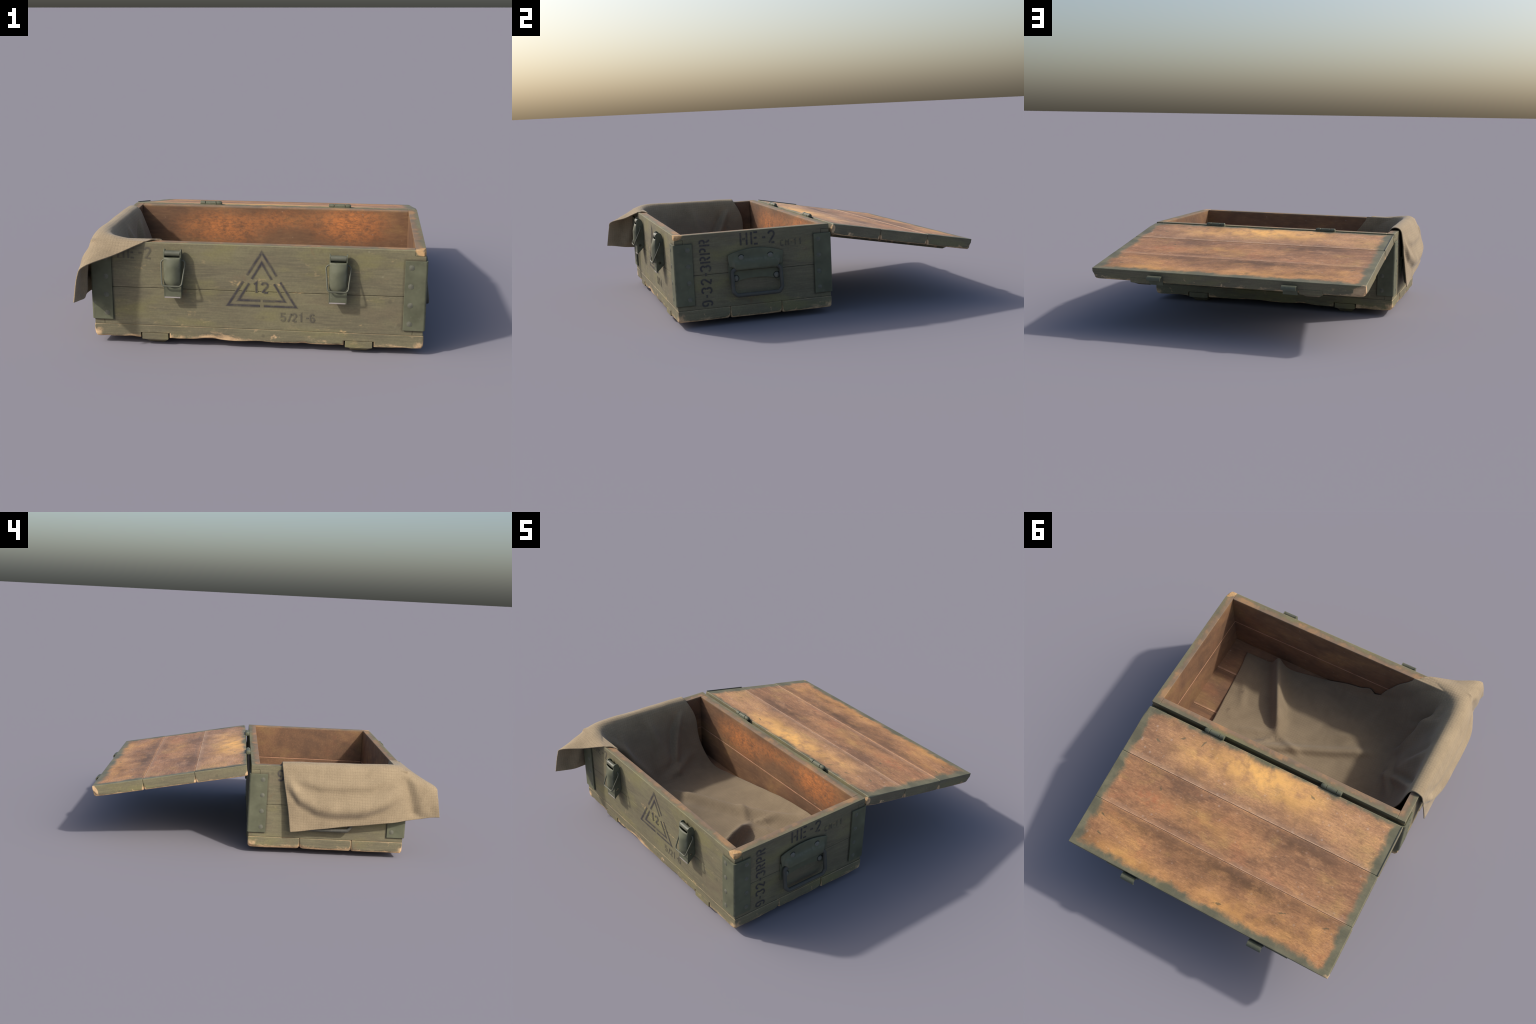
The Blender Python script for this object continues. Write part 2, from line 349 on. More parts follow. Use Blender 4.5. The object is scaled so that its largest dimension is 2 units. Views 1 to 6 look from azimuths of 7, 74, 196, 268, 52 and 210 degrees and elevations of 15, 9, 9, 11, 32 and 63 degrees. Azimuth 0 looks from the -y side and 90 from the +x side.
def metal_material(name, colour, edge, rough=0.5, spec=0.45, edge_amount=0.6):
    g = Nodes(name)
    p = g.obj
    n = g.noise(p, 12, 4, 0.6)
    k = [c * 0.74 for c in colour]
    col = g.ramp(n, ((0.3, k), (0.55, colour), (0.75, [c * 1.22 for c in colour])))
    scuff = g.noise(p, 34, 4, 0.7, 0.3)
    col = g.mix(g.step(scuff, 0.62, 0.72, 0.0, 0.30), col, edge)
    col = g.mix(g.m("MULTIPLY", g.specks(p, 26, 0.28, 0.10), 0.35), col, (0.15, 0.15, 0.14))
    ob = g.oblique()
    col = g.mix(g.m("MULTIPLY", g.m("MULTIPLY", g.step(ob, 0.06, 0.2), edge_amount), g.step(scuff, 0.40, 0.62)), col, edge)
    g.bump(g.noise(p, 50, 3, 0.6), 0.10, 0.002)
    return g.finish(col, g.step(n, 0.3, 0.7, rough - 0.08, rough + 0.1), 0.0, spec)


def stencil_material(name, amount):
    """Faded dark stencil paint: the board's own olive seen through it."""
    g = Nodes(name)
    p = g.obj
    col = olive(g, p)
    fade = g.noise(p, 22, 5, 0.7)
    k = g.step(fade, 0.34, 0.56, amount * 0.62, amount)
    col = g.mix(k, col, (0.036, 0.033, 0.043))
    return g.finish(col, 0.75, spec=0.25)


def cloth_material():
    g = Nodes("canvas")
    p = g.obj
    a = g.xyz(g.v("ABSOLUTE", g.nrm))
    x, y, z = g.xyz(p)
    mott = g.noise(p, 8, 6, 0.68, 0.3)
    col = g.ramp(mott, ((0.30, (0.198, 0.152, 0.096)), (0.5, (0.262, 0.203, 0.128)), (0.72, (0.325, 0.252, 0.158))))
    grid = None
    warp = g.m("MULTIPLY", g.m("SUBTRACT", g.noise(p, 5, 2), 0.5), 0.02)
    for i, c in enumerate((x, y, z)):
        ph = g.m("MULTIPLY", g.m("ADD", c, warp), 2 * math.pi / 0.0145)
        line = g.step(g.m("SINE", ph), -0.5, 1.0)
        line = g.m("MULTIPLY", line, g.step(a[i], 0.95, 0.55))
        grid = line if grid is None else g.m("ADD", grid, line)
    soft = g.step(g.noise(p, 7, 3, 0.6, 0, None, (3, 3, 3)), 0.3, 0.7, 0.12, 0.38)
    soft = g.m("ADD", soft, g.step(x, -0.74, -0.66, 0.0, 0.12))
    col = g.mix(g.m("MULTIPLY", grid, soft, clamp=True), col, (0.215, 0.165, 0.105))
    fine = g.noise(p, 330, 2, 0.6)
    col = g.mix(g.step(fine, 0.40, 0.62, 0.0, 0.35), col, (0.40, 0.315, 0.20))
    # canvas tinted darker for the crate's inner shade; dark blotches near the folds
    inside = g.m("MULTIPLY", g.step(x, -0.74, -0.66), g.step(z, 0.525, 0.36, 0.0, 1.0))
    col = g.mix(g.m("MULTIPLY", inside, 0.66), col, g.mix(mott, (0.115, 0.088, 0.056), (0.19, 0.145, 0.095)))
    blotch = g.noise(p, 14, 4, 0.65, 0.5, None, (6, 1, 2))
    spot = g.m("MULTIPLY", g.blob(p, (0.20, -0.20, 0.12), (0.14, 0.10, 0.2)), g.step(blotch, 0.50, 0.62))
    spot = g.m("MAXIMUM", spot, g.m("MULTIPLY", g.blob(p, (0.52, -0.35, 0.12), (0.13, 0.20, 0.2)), g.step(blotch, 0.54, 0.66)))
    col = g.mix(g.m("MULTIPLY", spot, 0.55), col, (0.055, 0.040, 0.030))
    weave = g.m("ADD", g.m("MULTIPLY", grid, -0.5), g.m("MULTIPLY", fine, 0.6))
    g.bump(weave, 0.25, 0.002)
    g.put(g.bsdf.inputs["Sheen Weight"], 0.15)
    g.put(g.bsdf.inputs["Sheen Roughness"], 0.5)
    return g.finish(col, 0.92, spec=0.12)


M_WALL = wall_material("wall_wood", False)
M_FLOOR = wall_material("floor_wood", True)
M_LID = lid_material()
M_PAINT = paint_material()
M_IRON = metal_material("painted_iron", (0.112, 0.116, 0.074), (0.19, 0.185, 0.14), 0.62, 0.22, 0.35)
M_LATCH = metal_material("latch_paint", (0.105, 0.110, 0.072), (0.24, 0.235, 0.19), 0.55, 0.28, 0.15)
M_WIRE = metal_material("wire_steel", (0.092, 0.095, 0.066), (0.2, 0.195, 0.15), 0.45, 0.4, 0.08)
M_DARK = metal_material("dark_steel", (0.080, 0.079, 0.066), (0.15, 0.125, 0.105), 0.6, 0.25, 0.1)
M_SCREW = metal_material("screw_steel", (0.165, 0.162, 0.130), (0.22, 0.21, 0.18), 0.6, 0.25)
M_BOLT = metal_material("bolt_steel", (0.130, 0.130, 0.098), (0.20, 0.19, 0.16), 0.6, 0.25)
M_SHADE = metal_material("dark_ring_tone", (0.045, 0.047, 0.036), (0.08, 0.08, 0.06), 0.7, 0.15, 0.1)
M_SCRAPED = metal_material("scraped_steel", (0.30, 0.27, 0.25), (0.45, 0.42, 0.40), 0.5, 0.5)
M_INK = stencil_material("stencil_ink", 0.90)
M_MID = stencil_material("stencil_rim", 0.62)
M_FAINT_MID = stencil_material("stencil_rim_faint", 0.34)
M_HALO = stencil_material("stencil_overspray", 0.22)
M_FAINT = stencil_material("stencil_ink_faint", 0.50)
M_FAINT_HALO = stencil_material("stencil_overspray_faint", 0.13)
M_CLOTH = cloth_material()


# ------------------------------------------------------------------ object helpers
def link(name, mesh, mat=None, parent=None, smooth=False):
    ob = bpy.data.objects.new(name, mesh)
    bpy.context.scene.collection.objects.link(ob)
    if mat and mesh and not mesh.materials:
        mesh.materials.append(mat)
    if mesh and smooth:
        mesh.polygons.foreach_set("use_smooth", [True] * len(mesh.polygons))
        if smooth != "soft":
            mesh.set_sharp_from_angle(angle=math.radians(48))
    if parent:
        adopt(ob, parent)
    return ob


def adopt(ob, parent):
    bpy.context.view_layer.update()
    ob.parent = parent
    ob.matrix_parent_inverse = parent.matrix_world.inverted()
    bpy.context.view_layer.update()


def empty(name, loc, parent=None):
    e = bpy.data.objects.new(name, None)
    e.empty_display_size = 0.05
    e.location = loc
    bpy.context.scene.collection.objects.link(e)
    bpy.context.view_layer.update()
    if parent:
        adopt(e, parent)
    return e


def to_mesh(bm, name):
    bmesh.ops.recalc_face_normals(bm, faces=bm.faces)
    me = bpy.data.meshes.new(name)
    bm.to_mesh(me)
    bm.free()
    return me


def raw(name, verts, faces):
    bm = bmesh.new()
    vs = [bm.verts.new(v) for v in verts]
    for f in faces:
        try:
            bm.faces.new([vs[i] for i in f])
        except ValueError:
            pass
    return to_mesh(bm, name)


def bevel(bm, w, seg=2, angle=25):
    es = [e for e in bm.edges if len(e.link_faces) == 2 and e.calc_face_angle(0) > math.radians(angle)]
    if w > 0 and es:
        bmesh.ops.bevel(bm, geom=es, offset=w, segments=seg, profile=0.6, affect="EDGES", clamp_overlap=True)


def extrude(name, pts, axis, a0, a1, w=0.002, seg=2, chips=()):
    """A flat outline given in the two other axes (in x, y, z order), pulled from a0 to a1 along axis."""
    def at(p, a):
        q = list(p)
        q.insert(axis, a)
        return q
    bm = bmesh.new()
    lo = [bm.verts.new(at(p, a0)) for p in pts]
    hi = [bm.verts.new(at(p, a1)) for p in pts]
    n = len(pts)
    bm.faces.new(lo)
    bm.faces.new(hi[::-1])
    for i in range(n):
        bm.faces.new((lo[i], hi[i], hi[(i + 1) % n], lo[(i + 1) % n]))
    bmesh.ops.recalc_face_normals(bm, faces=bm.faces)
    for co, no in chips:
        geom = bm.verts[:] + bm.edges[:] + bm.faces[:]
        bmesh.ops.bisect_plane(bm, geom=geom, plane_co=co, plane_no=no, clear_outer=True)
        bmesh.ops.holes_fill(bm, edges=[e for e in bm.edges if e.is_boundary], sides=0)
    bevel(bm, w, seg)
    return to_mesh(bm, name)


def box(name, lo, hi, w=0.002, seg=2):
    return extrude(name, [(lo[0], lo[1]), (hi[0], lo[1]), (hi[0], hi[1]), (lo[0], hi[1])], 2, lo[2], hi[2], w, seg)


def sweep(name, path, r, sides=10, closed=False):
    """A round bar along a path."""
    P = [Vector(p) for p in path]
    n = len(P)
    verts, faces = [], []
    up = None
    for i, p in enumerate(P):
        t = (P[min(i + 1, n - 1)] - P[max(i - 1, 0)]).normalized()
        if up is None:
            up = t.orthogonal().normalized()
        up = (up - t * up.dot(t)).normalized()
        side = t.cross(up)
        for k in range(sides):
            a = math.tau * k / sides
            verts.append(p + (up * math.cos(a) + side * math.sin(a)) * r)
    for i in range(n - 1):
        for k in range(sides):
            a, b = i * sides + k, i * sides + (k + 1) % sides
            faces.append((a, b, b + sides, a + sides))
    faces.append(tuple(range(sides))[::-1])
    faces.append(tuple((n - 1) * sides + k for k in range(sides)))
    return raw(name, verts, faces)


def rounded(path, r, steps=4):
    """Round the inner corners of a polyline."""
    P = [Vector(p) for p in path]
    out = [P[0]]
    for a, b, c in zip(P, P[1:], P[2:]):
        u, w = (a - b), (c - b)
        k = min(r, u.length * 0.49, w.length * 0.49)
        p, q = b + u.normalized() * k, b + w.normalized() * k
        for i in range(steps + 1):
            t = i / steps
            out.append(p * (1 - t) ** 2 + b * 2 * t * (1 - t) + q * t * t)
    out.append(P[-1])
    return out


def lathe(name, profile, sides=20):
    """Profile of (radius, height) turned about z."""
    verts, faces = [], []
    for r, h in profile:
        for k in range(sides):
            a = math.tau * k / sides
            verts.append((r * math.cos(a), r * math.sin(a), h))
    for i in range(len(profile) - 1):
        for k in range(sides):
            a, b = i * sides + k, i * sides + (k + 1) % sides
            faces.append((a, b, b + sides, a + sides))
    faces.append(tuple((len(profile) - 1) * sides + k for k in range(sides)))
    faces.append(tuple(range(sides))[::-1])
    return raw(name, verts, faces)


def n3(p, f, s=0.0):
    return noise.noise(Vector((p[0] * f + s, p[1] * f + 1.7 * s, p[2] * f - s)))


def ticks(lo, hi, step):
    edge = [0, .0012, .003, .006, .010, .015, .021, .028]
    span = hi - lo
    edge = [e for e in edge if e < span * 0.45]
    k = max(1, round((span - 2 * edge[-1]) / step))
    mid = [edge[-1] + (span - 2 * edge[-1]) * i / k for i in range(1, k)]
    return [lo + e for e in edge] + [lo + m for m in mid] + [hi - e for e in reversed(edge)]


def worn_plank(name, lo, hi, radius, step=(0.011, 0.04, 0.02), post=None):
    """A plank whose arrises are rounded by radius(p): knocks and chips are wider roundings."""
    A = [ticks(lo[i], hi[i], step[i]) for i in range(3)]
    N = [len(a) for a in A]
    ids, verts, faces = {}, [], []

    def vid(i, j, k):
        key = (i, j, k)
        if key not in ids:
            p = Vector((A[0][i], A[1][j], A[2][k]))
            r = radius(p)
            q = Vector([min(max(p[c], lo[c] + r), hi[c] - r) for c in range(3)])
            d = p - q
            ids[key] = len(verts)
            p = q + d.normalized() * r if d.length > 1e-9 else p
            verts.append(post(p) if post else p)
        return ids[key]
    for c in range(3):
        u, w = (c + 1) % 3, (c + 2) % 3
        for side in (0, N[c] - 1):
            for i in range(N[u] - 1):
                for j in range(N[w] - 1):
                    quad = []
                    for a, b in ((i, j), (i + 1, j), (i + 1, j + 1), (i, j + 1)):
                        key = [0, 0, 0]
                        key[c], key[u], key[w] = side, a, b
                        quad.append(vid(*key))
                    faces.append(quad)
    return raw(name, verts, faces)


def cut(ob, cutters):
    """Subtract boxes or bars from ob and keep the result as its mesh."""
    for me in cutters:
        c = link("cutter", me)
        m = ob.modifiers.new("cut", "BOOLEAN")
        m.operation, m.solver, m.object = "DIFFERENCE", "EXACT", c
        dg = bpy.context.evaluated_depsgraph_get()
        new = bpy.data.meshes.new_from_object(ob.evaluated_get(dg), depsgraph=dg)
        ob.modifiers.clear()
        old, ob.data = ob.data, new
        new.name = old.name
        bpy.data.meshes.remove(old)
        bpy.data.objects.remove(c)
        bpy.data.meshes.remove(me)


def copies(ob, mats, parent=None):
    """Linked copies of ob (and children are not copied) at the given world matrices."""
    res = []
    for mw in mats:
        o = ob.copy()
        bpy.context.scene.collection.objects.link(o)
        o.parent = None
        o.matrix_world = mw
        if parent:
            adopt(o, parent)
        res.append(o)
    return res


# ------------------------------------------------------------------ the crate
crate = empty("ammunition_crate", (0.009, (Y0 + Y1) / 2, 0))
crate["label"] = "open olive wooden ammunition crate with hinged lid and metal fittings"
crate["category"] = "wooden crate"

# --- wall boards, finger-jointed: end boards run through at rim and foot, long boards between
FZ0, FZ1 = 0.150, 0.4825
xi0, xi1, yi0, yi1 = X0 + T, X1 - T, Y0 + T, Y1 - T
g0 = 0.0008
for ya, yb in ((Y0, Y0 + T), (Y1 - T, Y1)):
    up = [(X0, ZG + g0), (X1, ZG + g0), (X1, FZ1), (xi1 - g0, FZ1), (xi1 - g0, ZT), (xi0 + g0, ZT), (xi0 + g0, FZ1), (X0, FZ1)]
    lo = [(xi0 + g0, ZF), (xi1 - g0, ZF), (xi1 - g0, FZ0), (X1, FZ0), (X1, ZG - g0), (X0, ZG - g0), (X0, FZ0), (xi0 + g0, FZ0)]
    for pts in (up, lo):
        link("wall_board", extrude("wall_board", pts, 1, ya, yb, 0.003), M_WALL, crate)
for k, (xa, xb) in enumerate(((X0, X0 + T), (X1 - T, X1))):
    up = [(yi0 + g0, ZG + g0), (yi1 - g0, ZG + g0), (yi1 - g0, FZ1 + g0), (Y1, FZ1 + g0), (Y1, ZT), (Y0, ZT), (Y0, FZ1 + g0), (yi0 + g0, FZ1 + g0)]
    lo = [(Y0, ZF), (Y1, ZF), (Y1, FZ0 - g0), (yi1 - g0, FZ0 - g0), (yi1 - g0, ZG - g0), (yi0 + g0, ZG - g0), (yi0 + g0, FZ0 - g0), (Y0, FZ0 - g0)]
    chips = []
    if k:     # the knocked-off top corner at the front
        c = Vector((X1, Y0, ZT))
        chips = [(c - Vector((.012, -.004, .004)), Vector((.8, -.25, .75)).normalized()),
                 (c - Vector((.007, -.007, .007)), Vector((.6, -.75, .5)).normalized()),
                 (c - Vector((.010, -.003, .000)), Vector((.85, -.5, .1)).normalized())]
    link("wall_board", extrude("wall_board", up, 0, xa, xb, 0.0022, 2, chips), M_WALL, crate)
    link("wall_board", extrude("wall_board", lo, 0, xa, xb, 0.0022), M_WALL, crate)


# --- floor planks with chipped arrises, notched for the cleats
def floor_radius(seed, x_lo, x_hi):
    def radius(p):
        low = max(0.0, min(1.0, (0.072 - p.z) / 0.03))
        end = min(p.x - x_lo, x_hi - p.x)
        c = max(0.0, 1 - end / 0.035)
        chip = max(0.0, n3((p.x, p.y * 0.3, 0), 7.0, seed) * 0.5 + n3((p.x, p.y * 0.3, 0), 19.0, seed + 5) * 0.35 + 0.02)
        return 0.0022 + low * (0.001 + 0.040 * chip + 0.017 * c * (0.75 + 0.5 * n3(p, 20, seed))) + (1 - low) * 0.003 * c
    return radius


def frayed(i):
    """Lower arris along the front and back, broken away upwards in places."""
    bites = ([(-.215, .075, .0095), (.020, .070, .0065), (-.62, .05, .004), (.70, .05, .003)], [], [(.10, .09, .007), (-.20, .06, .008), (.66, .06, .004)])[i]

    def post(p):
        side = max(0, 1 - (p.y - Y0) / .05) if i == 0 else max(0, 1 - (Y1 - p.y) / .05)
        low = max(0, min(1, (0.062 - p.z) / 0.025))
        lift = sum(h * math.exp(-((p.x - c) / w) ** 2) for c, w, h in bites) + .0022 * max(0, n3((p.x, 0, 0), 26, 2 + i))
        return Vector((p.x, p.y, p.z + lift * side * low))
    return post


SEAMS = (Y0 - 0.001, -0.514, -0.219, Y1 + 0.002)
for i in range(3):
    dx = (0.0, -0.0015, 0.0015)[i]
    lo = Vector((X0 - 0.003 + dx, SEAMS[i] + 0.0006, ZB))
    hi = Vector((X1 + 0.005 + dx, SEAMS[i + 1] - 0.0006, ZF - 0.0006))
    ob = link("floor_plank", worn_plank("floor_plank", lo, hi, floor_radius(3.1 + 7 * i, lo.x, hi.x), post=frayed(i)), M_FLOOR, crate, "soft")
    cut(ob, [box("notch", (a - 0.007, Y0 - 0.05, -0.05), (b + 0.007, Y1 + 0.05, 0.0605), 0) for a, b in CLEATS])


def cleat_mesh(a, b, y0, y1, top, bottom, name="cleat"):
    """A runner with its lower arrises planed off and its ends sloped underneath."""
    h = top - bottom
    ch, side = 0.027, top - h * 0.52
    pts = [(a, top), (b, top), (b, side), (b - ch, bottom), (a + ch, bottom), (a, side)]
    bm = bmesh.new()
    rows = []
    for y, lift in ((y0, h * 0.455), (y0 + 0.044, 0), (y1 - 0.044, 0), (y1, h * 0.455)):
        rows.append([bm.verts.new((x, y, z + lift * max(0, (side - z) / (side - bottom)))) for x, z in pts])
    for r, s in zip(rows, rows[1:]):
        for k in range(6):
            bm.faces.new((r[k], s[k], s[(k + 1) % 6], r[(k + 1) % 6]))
    bm.faces.new(rows[0])
    bm.faces.new(rows[-1][::-1])
    bmesh.ops.recalc_face_normals(bm, faces=bm.faces)
    bevel(bm, 0.002, 2)
    return to_mesh(bm, name)


for a, b in CLEATS:
    link("cleat", cleat_mesh(a, b, Y0 - 0.004, Y1 + 0.004, 0.0585, 0.0), M_PAINT, crate)

# --- corner brackets: folded sheet round each upright corner, four screws in each leaf
screw_mesh = lathe("screw", [(0.0128, -0.004), (0.0128, 0.0008), (0.0120, 0.0014), (0.0100, 0.0004), (0.0088, 0.0012), (0.005, 0.0022), (0.0015, 0.0025)], 20)
screw_mesh.materials.append(M_BOLT)
screw_mesh.polygons.foreach_set("use_smooth", [True] * len(screw_mesh.polygons))
BT, BW = 0.0085, 0.094
for sx, sy in ((1, -1), (1, 1), (-1, 1), (-1, -1)):
    cx, cy = (X1 if sx > 0 else X0), (Y0 if sy < 0 else Y1)
    o, r = BT + 0.0008, 0.011
    arc = [(cx + sx * (o - r + r * math.sin(t)), cy + sy * (o - r + r * math.cos(t))) for t in [i * math.pi / 12 for i in range(7)]]
    pts = [(cx - sx * BW, cy + sy * 0.0008), (cx - sx * BW, cy + sy * o)] + arc + [(cx + sx * o, cy - sy * BW), (cx + sx * 0.0008, cy - sy * BW), (cx + sx * 0.0008, cy + sy * 0.0008)]
    br = link("corner_bracket", extrude("corner_bracket", pts, 2, 0.1245, 0.4605, 0.0022, 2), M_IRON, crate)
    mats = []
    for z in (0.430, 0.340, 0.249, 0.158):
        spin = Matrix.Rotation(random.uniform(0, 3), 4, "Z")
        mats.append(Matrix.Translation((cx - sx * 0.065, cy + sy * o, z)) @ Vector((0, sy, 0)).to_track_quat("Z", "Y").to_matrix().to_4x4() @ spin)
        mats.append(Matrix.Translation((cx + sx * o, cy - sy * 0.068, z)) @ Vector((sx, 0, 0)).to_track_quat("Z", "Y").to_matrix().to_4x4() @ spin)
    for mw in mats:
        s = bpy.data.objects.new("screw", screw_mesh)
        bpy.context.scene.collection.objects.link(s)
        s.matrix_world = mw
        adopt(s, br)


# --- toggle latches on the front
def latch(cx):
    """Sheet-metal toggle: two cheeks, bowed front plate, tongue, roller and wire loop."""
    hw = 0.0415
    D = lambda d, z: (Y0 - d, z)
    cheek = [D(.001, .452), D(.004, .469), D(.011, .482), D(.021, .4890), D(.032, .4875), D(.0405, .479), D(.0430, .45), D(.0470, .31), D(.0480, .256), D(.013, .290), D(.001, .305)]
    base = link("latch", box("latch", (cx - hw + .004, Y0 - 0.0045, .30), (cx + hw - .004, Y0 - 0.0005, .452), 0.001), M_LATCH, crate)
    for s in (-1, 1):
        a, b = sorted((cx + s * hw, cx + s * (hw - 0.005)))
        ck = link("latch_cheek", extrude("latch_cheek", cheek, 0, a, b, 0.001, 2), M_LATCH, base)
        hole = sweep("hole", [(a - 0.01, Y0 - .026, .314), (b + 0.01, Y0 - .026, .314)], 0.0082, 16)
        cut(ck, [hole])
    link("latch_rivet", sweep("latch_rivet", [(cx - hw + .008, Y0 - .026, .314), (cx + hw - .008, Y0 - .026, .314)], 0.0045, 12), M_WIRE, base, True)
    # bowed front plate with rounded lower corners
    rows, cols, V, F = 16, 12, [], []
    for i in range(rows + 1):
        t = i / rows
        z = .452 - t * .137
        k = max(0.0, (t - .80) / .20)
        wid = (hw - .001) * (1 - 0.30 * (1 - math.sqrt(max(0, 1 - k * k * 0.98))))
        for j in range(cols + 1):
            u = -1 + 2 * j / cols
            d = .0420 + .0035 * t + .0175 * (1 - u * u) * (.15 + .85 * min(1, t / .30) ** .7) - 0.008 * k * k
            V.append((cx + u * wid, Y0 - d, z))
    for i in range(rows):
        for j in range(cols):
            a = i * (cols + 1) + j
            F.append((a, a + 1, a + cols + 2, a + cols + 1))
    fp = link("latch_front", raw("latch_front", V, F), M_LATCH, base, True)
    sol = fp.modifiers.new("thick", "SOLIDIFY")
    sol.thickness, sol.offset = 0.004, 0
    tongue = [D(.0400, .335), D(.0455, .335), D(.0465, .300), D(.0472, .262), D(.0435, .2615)]
    link("latch_tongue", extrude("latch_tongue", tongue, 0, cx - hw + .0052, cx + hw - .0052, 0.0008), M_LATCH, base)
    link("latch_lip", extrude("latch_lip", [D(.0435, .2612), D(.0480, .2618), D(.0480, .2555), D(.0435, .2560)], 0, cx - hw + .0022, cx + hw - .0052, 0.0006), M_SCRAPED, base)
    link("latch_roller", sweep("latch_roller", [(cx - hw + .0055, Y0 - .0300, .4690), (cx + hw - .0055, Y0 - .0300, .4690)], 0.0138, 20), M_WIRE, base, True)
    loop = [(-.034, .020, .433), (-.050, .020, .433), (-.0575, .021, .422), (-.0475, .064, .327), (-.039, .067, .319),
            (.039, .067, .319), (.0475, .064, .327), (.0575, .021, .422), (.050, .020, .433), (.034, .020, .433)]
    link("latch_loop", sweep("latch_loop", rounded([(cx + x, Y0 - d, z) for x, d, z in loop], 0.007, 3), 0.0038, 10), M_WIRE, base, True)


latch(0.3955)
latch(-0.3785)


# --- carrying handles on both ends
def handle(sx):
    cx = X1 if sx > 0 else X0
    yc = -0.361
    W = 0.156
    X = lambda d: cx + sx * d
    # lower plate, flat, with a hollowed bottom edge
    low = [(yc - W, .330), (yc + W, .330), (yc + W - .004, .222), (yc + W - .030, .222)]
    low += [(yc + .122 * math.cos(t), .222 + .026 * math.sin(t)) for t in [math.pi * i / 14 for i in range(1, 14)]]
    low += [(yc - W + .030, .222), (yc - W + .004, .222)]
    base = link("handle", extrude("handle", low, 0, *sorted((X(.0005), X(.0085))), 0.0012, 2), M_IRON, crate)
    # upper plate: arched top, swelling into the sleeve that holds the bar
    nu, nv, V, F = 40, 26, [], []
    for j in range(nv + 1):
        t = j / nv
        for i in range(nu + 1):
            u = -1 + 2 * i / nu
            top = .3835 + .0285 * (1 - u * u)
            foot = .2985 + .0175 * max(0.0, min(1.0, (abs(u) - .75) / .09))
            z = top + (foot - top) * t
            swell = 1 / (1 + math.exp(-((.350 - z) / .0075)))
            swell *= 0.9 / (1 + math.exp((abs(u) - .84) / .030)) + 0.1
            d = .0115 + .0215 * swell
            if t > .9:
                d -= .010 * ((t - .9) / .1) ** 2 * swell
            V.append((X(d), yc + u * W * (1 - .035 * t * t), z))
    for j in range(nv):
        for i in range(nu):
            a = j * (nu + 1) + i
            F.append((a, a + 1, a + nu + 2, a + nu + 1))
    up = link("handle_sleeve", raw("handle_sleeve", V, F), M_IRON, base, True)
    sol = up.modifiers.new("thick", "SOLIDIFY")
    sol.thickness, sol.offset = 0.007, 0
    bar = [(.016, -.10, .306), (.018, -.118, .306), (.020, -.138, .292), (.034, -.1395, .185), (.037, -.120, .1615)]
    path = [(X(d), yc + y, z) for d, y, z in bar]
    path += [(X(d), yc - y, z) for d, y, z in reversed(bar)]
    link("handle_bar", sweep("handle_bar", rounded(path, 0.008, 3), 0.0112, 10), M_DARK, base, True)
    inner = [(X(.016), yc - .10, .306), (X(.016), yc + .10, .306)]
    link("handle_pivot", sweep("handle_pivot", inner, 0.0095, 10), M_DARK, base, True)
    ring = lathe("rivet_dark_ring", [(0.0205, -0.002), (0.0205, 0.0006), (0.012, 0.0008)], 20)  # thin dark disc under each rivet head, a little wider than the head
    riv = lathe("handle_rivet", [(0.0155, -0.002), (0.0155, 0.002), (0.0135, 0.0055), (0.008, 0.0085), (0.002, 0.0095)], 20)
    for y, z, d in ((yc - .083, .364, .0155), (yc + .083, .364, .0155), (yc - .117, .252, .0082), (yc + .117, .252, .0082)):
        mw = Matrix.Translation((X(d), y, z)) @ Vector((sx, 0, 0)).to_track_quat("Z", "Y").to_matrix().to_4x4()
        rv = link("handle_rivet", riv, M_SCREW, None, True)
        rv.matrix_world = mw
        adopt(rv, base)
        rs = link("rivet_dark_ring", ring, M_SHADE, None, True)
        rs.matrix_world = mw
        adopt(rs, base)


handle(1)
handle(-1)

# ------------------------------------------------------------------ the lid (its own tilted frame)
lid = empty("lid", (0, 0.101, 0.5065))
lid.rotation_euler = (-TILT, 0, 0)
bpy.context.view_layer.update()
adopt(lid, crate)
LM = lid.matrix_world.copy()


def on_lid(name, mesh, mat, smooth=False):
    ob = link(name, mesh, mat, None, smooth)
    ob.matrix_world = LM
    adopt(ob, lid)
    return ob


def lid_radius(seed, y_lo, y_hi, kind):
    def radius(p):
        low = max(0.0, min(1.0, (-0.022 - p.z) / 0.02))
        end = min(p.x - LX0, LX1 - p.x)
        c = max(0.0, 1 - end / 0.03)
        chip = max(0.0, n3((p.x, p.y, 0), 7.0, seed) * 0.45 + n3((p.x, p.y, 0), 21.0, seed + 3) * 0.3)
        far = max(0.0, 1 - (LID_L - p.y) / 0.06)
        r = 0.0022 + low * (0.001 + 0.009 * chip + 0.006 * c)
        r += far * c * 0.018 * low
        if kind == 0 and p.x > 0 and p.y < 0.05:      # rounded hinge corner
            r += 0.012 * c
        return min(r, 0.027)
    return radius


LSEAM = (0.0, 0.2945, 0.5895, LID_L)
for i in range(3):
    lo = Vector((LX0 + (0.001, 0.003, 0.0)[i], LSEAM[i] + 0.0006, -LID_T))
    hi = Vector((LX1 - (0.002, 0.0, 0.001)[i], LSEAM[i + 1] - 0.0006, (0.0, -0.0015, 0.0)[i]))
    ob = on_lid("lid_plank", worn_plank("lid_plank", lo, hi, lid_radius(11.3 + 5 * i, lo.y, hi.y, i)), M_LID, "soft")
    cut(ob, [box("notch", (a - 0.007, -0.05, -0.2), (b + 0.007, LID_L + 0.05, -0.0415), 0) for a, b in CLEATS])
for a, b in CLEATS:
    on_lid("lid_cleat", cleat_mesh(a, b, 0.004, LID_L + 0.003, -0.0425, -0.096, "lid_cleat"), M_PAINT)

